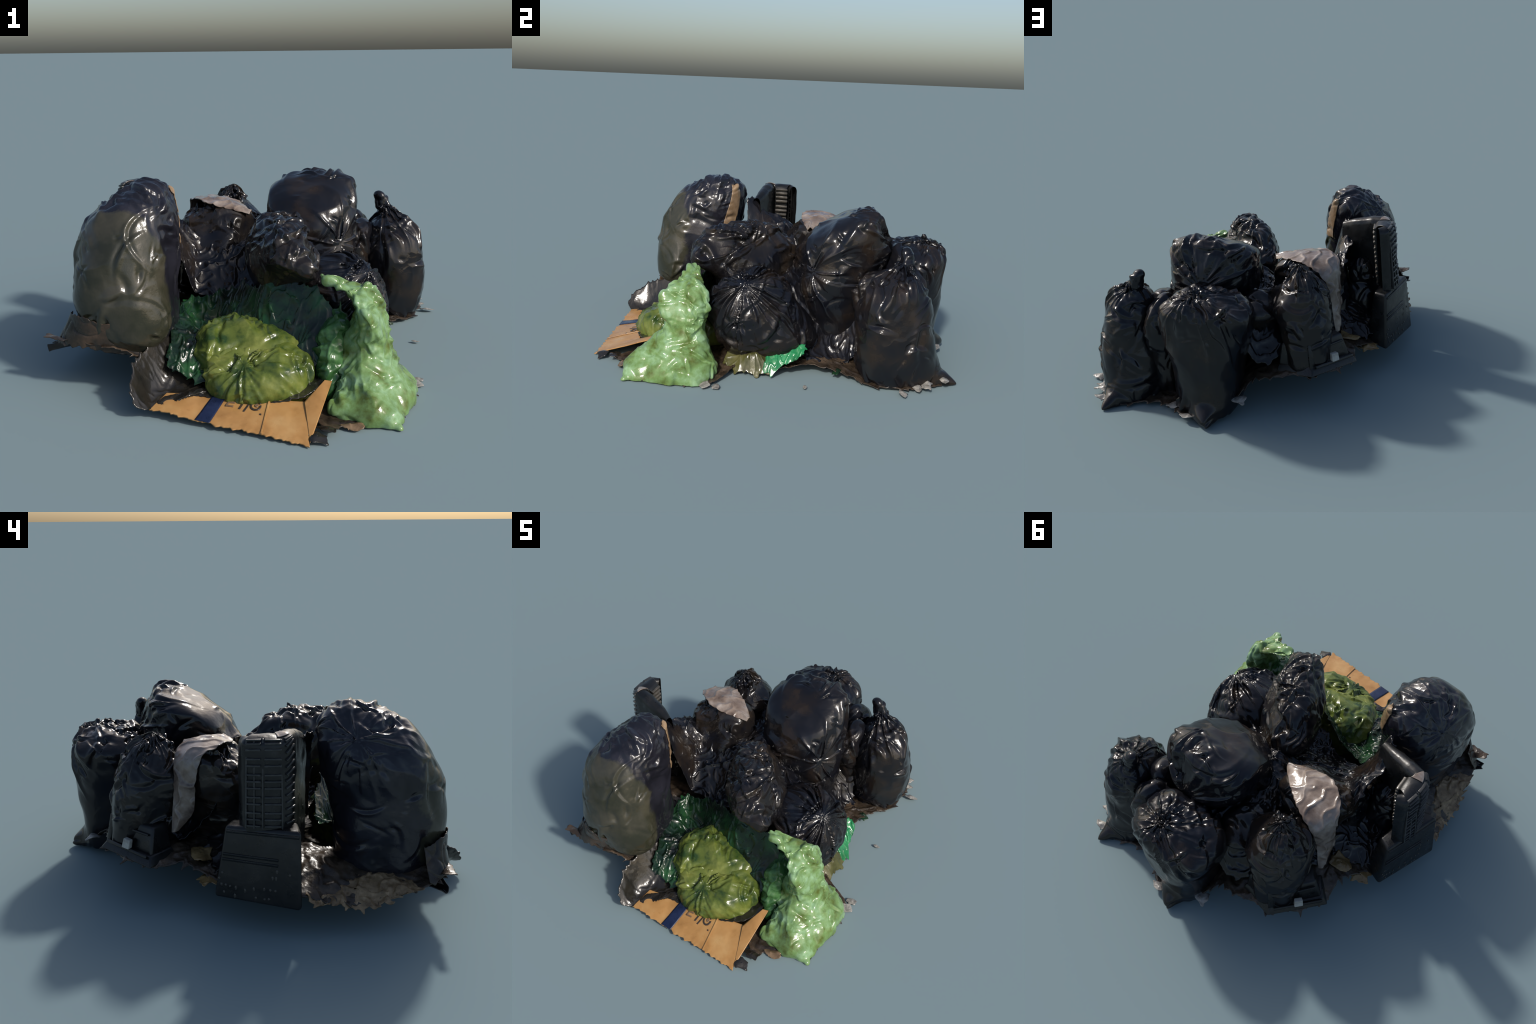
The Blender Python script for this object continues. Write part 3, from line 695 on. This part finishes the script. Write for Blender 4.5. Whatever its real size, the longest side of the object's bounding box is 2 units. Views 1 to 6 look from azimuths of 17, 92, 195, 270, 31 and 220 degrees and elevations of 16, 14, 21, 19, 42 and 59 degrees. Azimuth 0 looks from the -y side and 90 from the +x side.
def tower_wall():
    plan = np.array([(-0.675, 0.092), (-0.722, 0.070), (-0.738, 0.0), (-0.738, -0.075), (-0.705, -0.125), (-0.62, -0.150), (-0.52, -0.172), (-0.44, -0.195)])
    top = np.array([0.812, 0.82, 0.825, 0.825, 0.832, 0.822, 0.795, 0.765])
    bot = np.array([0.44, 0.44, 0.44, 0.44, 0.40, 0.32, 0.28, 0.28])
    thick = np.array([0.05, 0.085, 0.105, 0.11, 0.09, 0.085, 0.075, 0.06])
    K = np.hstack([plan, top[:, None], bot[:, None], thick[:, None]])
    S = catmull(K, 90)
    tang = np.gradient(S[:, :2], axis=0)
    tang /= np.linalg.norm(tang, axis=1)[:, None]
    inw = np.stack([-tang[:, 1], tang[:, 0]], -1)
    rows = []
    prof = [(0.0, 0.0), (0.0, 0.25), (0.0, 0.5), (0.0, 0.75), (0.02, 0.93), (0.12, 0.975), (0.3, 1.0), (0.7, 1.0), (0.88, 0.975), (0.98, 0.93), (1.0, 0.75), (1.0, 0.5), (1.0, 0.25), (1.0, 0.0)]
    fine = catmull(np.array([(a, b, 0, 0, 0) for a, b in prof]), 120)
    for a, b in fine[:, :2]:
        lean = 0.035 * (1 - np.clip(b, 0, 1))
        x = S[:, 0] + inw[:, 0] * a * S[:, 4] - lean
        y = S[:, 1] + inw[:, 1] * a * S[:, 4]
        z = S[:, 3] + (S[:, 2] - S[:, 3]) * b
        rows.append(np.stack([x, y, z], -1))
    P = np.array(rows)
    N = grid_normals(P, wrap=False)
    P = P + N * (0.005 * noise(P, 9, 91) + 0.002 * noise(P, 25, 92))[..., None]
    return P


TW = tower_wall()
link("tower_housing", grid_mesh("tower_housing", TW, wrap=False), M_HOUSING, dev)
N_TW = grid_normals(TW, wrap=False)


def on_tower(col, row, h):
    return Vector(TW[row, col] - 0 * N_TW[row, col]) + Vector(TOW_OUT(col)) * h


def TOW_OUT(col):
    i = min(max(col, 1), TW.shape[1] - 2)
    t = TW[30, i + 1] - TW[30, i - 1]
    n = np.array([t[1], -t[0], 0.0]); n /= np.linalg.norm(n)
    return n


# vent grille on the front (-x) and on its corner: horizontal slats, vertical bars
COLS_FRONT = [k for k in range(TW.shape[1]) if TW[30, k, 0] < -0.73 and -0.085 < TW[30, k, 1] < 0.06]
c0, c1 = COLS_FRONT[0], COLS_FRONT[-1]
cm = (c0 + c1) // 2
slat_rows = np.linspace(3, 44, 13).astype(int)
for r in slat_rows:
    for (a, b) in ((c0, cm - 1), (cm + 1, c1)):
        bar("grille_slat", on_tower(a, r, 0.0), on_tower(b, r, 0.0), 0.008, 0.011, TOW_OUT((a + b) // 2), M_GRILLE, dev)
for c in (c0, c0 + (cm - c0) // 2, cm, c1):
    bar("grille_bar", on_tower(c, 2, 0.0), on_tower(c, 46, 0.0), 0.007, 0.013, TOW_OUT(c), M_GRILLE, dev)
cc0 = c1 + 3
cc1 = cc0 + 9
for r in np.linspace(5, 44, 14).astype(int):
    bar("grille_slat", on_tower(cc0, r, 0.0), on_tower(cc1, min(r + 3, 46), 0.0), 0.008, 0.010, TOW_OUT((cc0 + cc1) // 2), M_GRILLE, dev)
# ribs on the inner side
rib_lo, rib_hi = TW.shape[0] - 40, TW.shape[0] - 4
ci0, ci1 = 3, c1 - 2
for r in np.linspace(rib_lo, rib_hi, 12).astype(int):
    seg = TW[r - 1:r + 2, ci0:ci1]
    nn = np.array([1.0, 0.25, 0.0]) / 1.03
    rows3 = np.stack([seg[0] - nn * 0.003, seg[0] + nn * 0.008, seg[1] + nn * 0.011, seg[2] + nn * 0.008, seg[2] - nn * 0.003])
    link("inner_rib", grid_mesh("inner_rib", rows3, wrap=False), M_RIB, dev)
# thin paler grey strip along the tower's top edge
tops = TW.shape[0] // 2
Pst = TW[tops - 12:tops + 12, c1 - 2:c1 + 14] + np.array([0, 0, 0.004])
so = link("grey_top_strip", grid_mesh("grey_top_strip", Pst, wrap=False), M_LABEL, dev)
md = so.modifiers.new("thickness", "SOLIDIFY"); md.thickness = 0.002
# horizontal ledge lines and small knobs on the base front
fn = Vector((-1, 0.27, -0.1)).normalized()
for v in (0.93, 0.62, 0.55):
    bar("moulding", Vector(lerp(lerp(BL, TL, v), lerp(BR, TR, v), 0.03)), Vector(lerp(lerp(BL, TL, v), lerp(BR, TR, v), 0.72 if v < 0.9 else 0.97)), 0.012, 0.005, fn, M_HOUSING, dev, 0.002)
rk = random.Random(4)
stud = None
for (u, v) in [(0.06, 0.36), (0.03, 0.28), (0.07, 0.2), (0.12, 0.2), (0.17, 0.19), (0.11, 0.10), (0.24, 0.18), (0.24, 0.07), (0.45, 0.20), (0.48, 0.09), (0.57, 0.22), (0.64, 0.22), (0.70, 0.22), (0.58, 0.09), (0.63, 0.10), (0.70, 0.38), (0.71, 0.47), (0.66, 0.38), (0.35, 0.16), (0.86, 0.45)]:
    p = Vector(lerp(lerp(BL, TL, v), lerp(BR, TR, v), u))
    if stud is None:
        bm = bmesh.new()
        bmesh.ops.create_uvsphere(bm, u_segments=14, v_segments=8, radius=0.007)
        me = bpy.data.meshes.new("button"); bm.to_mesh(me); bm.free()
        stud = link("button", me, M_RIB, dev)
        ob = stud
    else:
        ob = stud.copy(); COL.objects.link(ob)
    ob.location = p
    ob.scale = (0.6, 0.8, rk.uniform(0.7, 1.6))

# ------------------------------------------------------------------ low plastic crate under the pointed bag
crate = empty("plastic_crate", (-0.45, 0.6, 0.22), "low black plastic crate with white block", "crate")
cl, crr, cb, cf = (-0.445, 0.738, 0.222), (-0.638, 0.485, 0.205), (-0.52, 0.38, 0.22), (-0.24, 0.70, 0.20)
rounded_box("crate_rim", [cf, cl, crr, cb], [(-0.25, 0.68, 0.245), (-0.435, 0.70, 0.262), (-0.605, 0.485, 0.250), (-0.52, 0.40, 0.26)], M_HOUSING, crate, 0.008)
rounded_box("crate_wall", [(-0.25, 0.68, 0.24), (-0.435, 0.70, 0.24), (-0.595, 0.485, 0.24), (-0.50, 0.40, 0.24)], [(-0.26, 0.66, 0.36), (-0.415, 0.675, 0.375), (-0.545, 0.475, 0.36), (-0.47, 0.42, 0.36)], M_HOUSING, crate, 0.012)
bar("corner_post", (-0.438, 0.700, 0.235), (-0.416, 0.674, 0.375), 0.03, 0.006, (-0.7, 0.7, 0.4), M_HOUSING, crate, 0.004)
bar("front_lip", (-0.455, 0.70, 0.262), (-0.61, 0.50, 0.25), 0.016, 0.006, (-0.7, 0.6, 0.4), M_HOUSING, crate, 0.003)
bar("wall_band", (-0.43, 0.672, 0.335), (-0.555, 0.495, 0.33), 0.010, 0.006, (-0.8, 0.55, 0.3), M_HOUSING, crate, 0.003)
rounded_box("white_block", [(-0.53, 0.625, 0.262), (-0.558, 0.59, 0.262), (-0.535, 0.575, 0.262), (-0.51, 0.61, 0.262)], [(-0.52, 0.615, 0.302), (-0.548, 0.582, 0.300), (-0.53, 0.57, 0.300), (-0.505, 0.60, 0.302)], M_WHITE, crate, 0.004)

# ------------------------------------------------------------------ loose litter scraps round the rim
litter = empty("litter_scraps", (0.7, 0.3, 0.0), "small grey torn paper and grit scraps", "litter")


def scrap_piece(cx, cy, cz, r, mat, seed, squash=0.6):
    rg = np.random.default_rng(seed)
    k = 7
    pts = []
    for i in range(k):
        a = TAU * i / k
        q = r * rg.uniform(0.55, 1.25)
        pts.append((cx + q * math.cos(a), cy + q * squash * math.sin(a), max(0.003, cz + rg.uniform(-0.2, 0.2) * r)))
    sheet("litter_scrap", pts, [(cx, cy, cz + 0.15 * r)], mat, litter, None, 14, 60, 0.35 * r, 0.05 * r, 0.12 * r, seed, 0.003)


for (x, y, z, r, m, sd) in [(0.80, -0.34, 0.010, 0.055, M_GREYDIRT, 101), (0.83, -0.28, 0.006, 0.03, M_GREYDIRT, 102), (0.78, 0.17, 0.006, 0.02, M_GREYDIRT, 104),
                            (0.70, 0.80, 0.03, 0.05, M_GREYDIRT, 106), (0.665, 0.89, 0.04, 0.05, M_GREYDIRT, 107), (0.74, 0.75, 0.015, 0.045, M_GREYDIRT, 108),
                            (-0.09, 0.86, 0.115, 0.05, M_GREYDIRT, 109), (0.15, 0.94, 0.03, 0.05, M_GREYDIRT, 110), (0.27, 0.86, 0.03, 0.045, M_GREYDIRT, 111), (0.52, -0.86, 0.02, 0.06, M_LINER, 112),
                            (0.50, -0.935, 0.016, 0.06, M_LINER, 113), (0.60, 0.34, 0.03, 0.05, M_DEEPGREEN, 114), (0.60, -0.80, 0.012, 0.06, M_CARD2, 115), (-0.56, 0.27, 0.23, 0.08, M_STRAW, 116),
                            (-0.66, 0.23, 0.17, 0.07, M_STRAW, 117), (-0.73, -0.78, 0.24, 0.06, M_DIRT, 118), (0.80, 0.66, 0.01, 0.04, M_GREYDIRT, 119), ]:
    scrap_piece(x, y, z, r, m, sd)

print("built", len(bpy.data.objects))
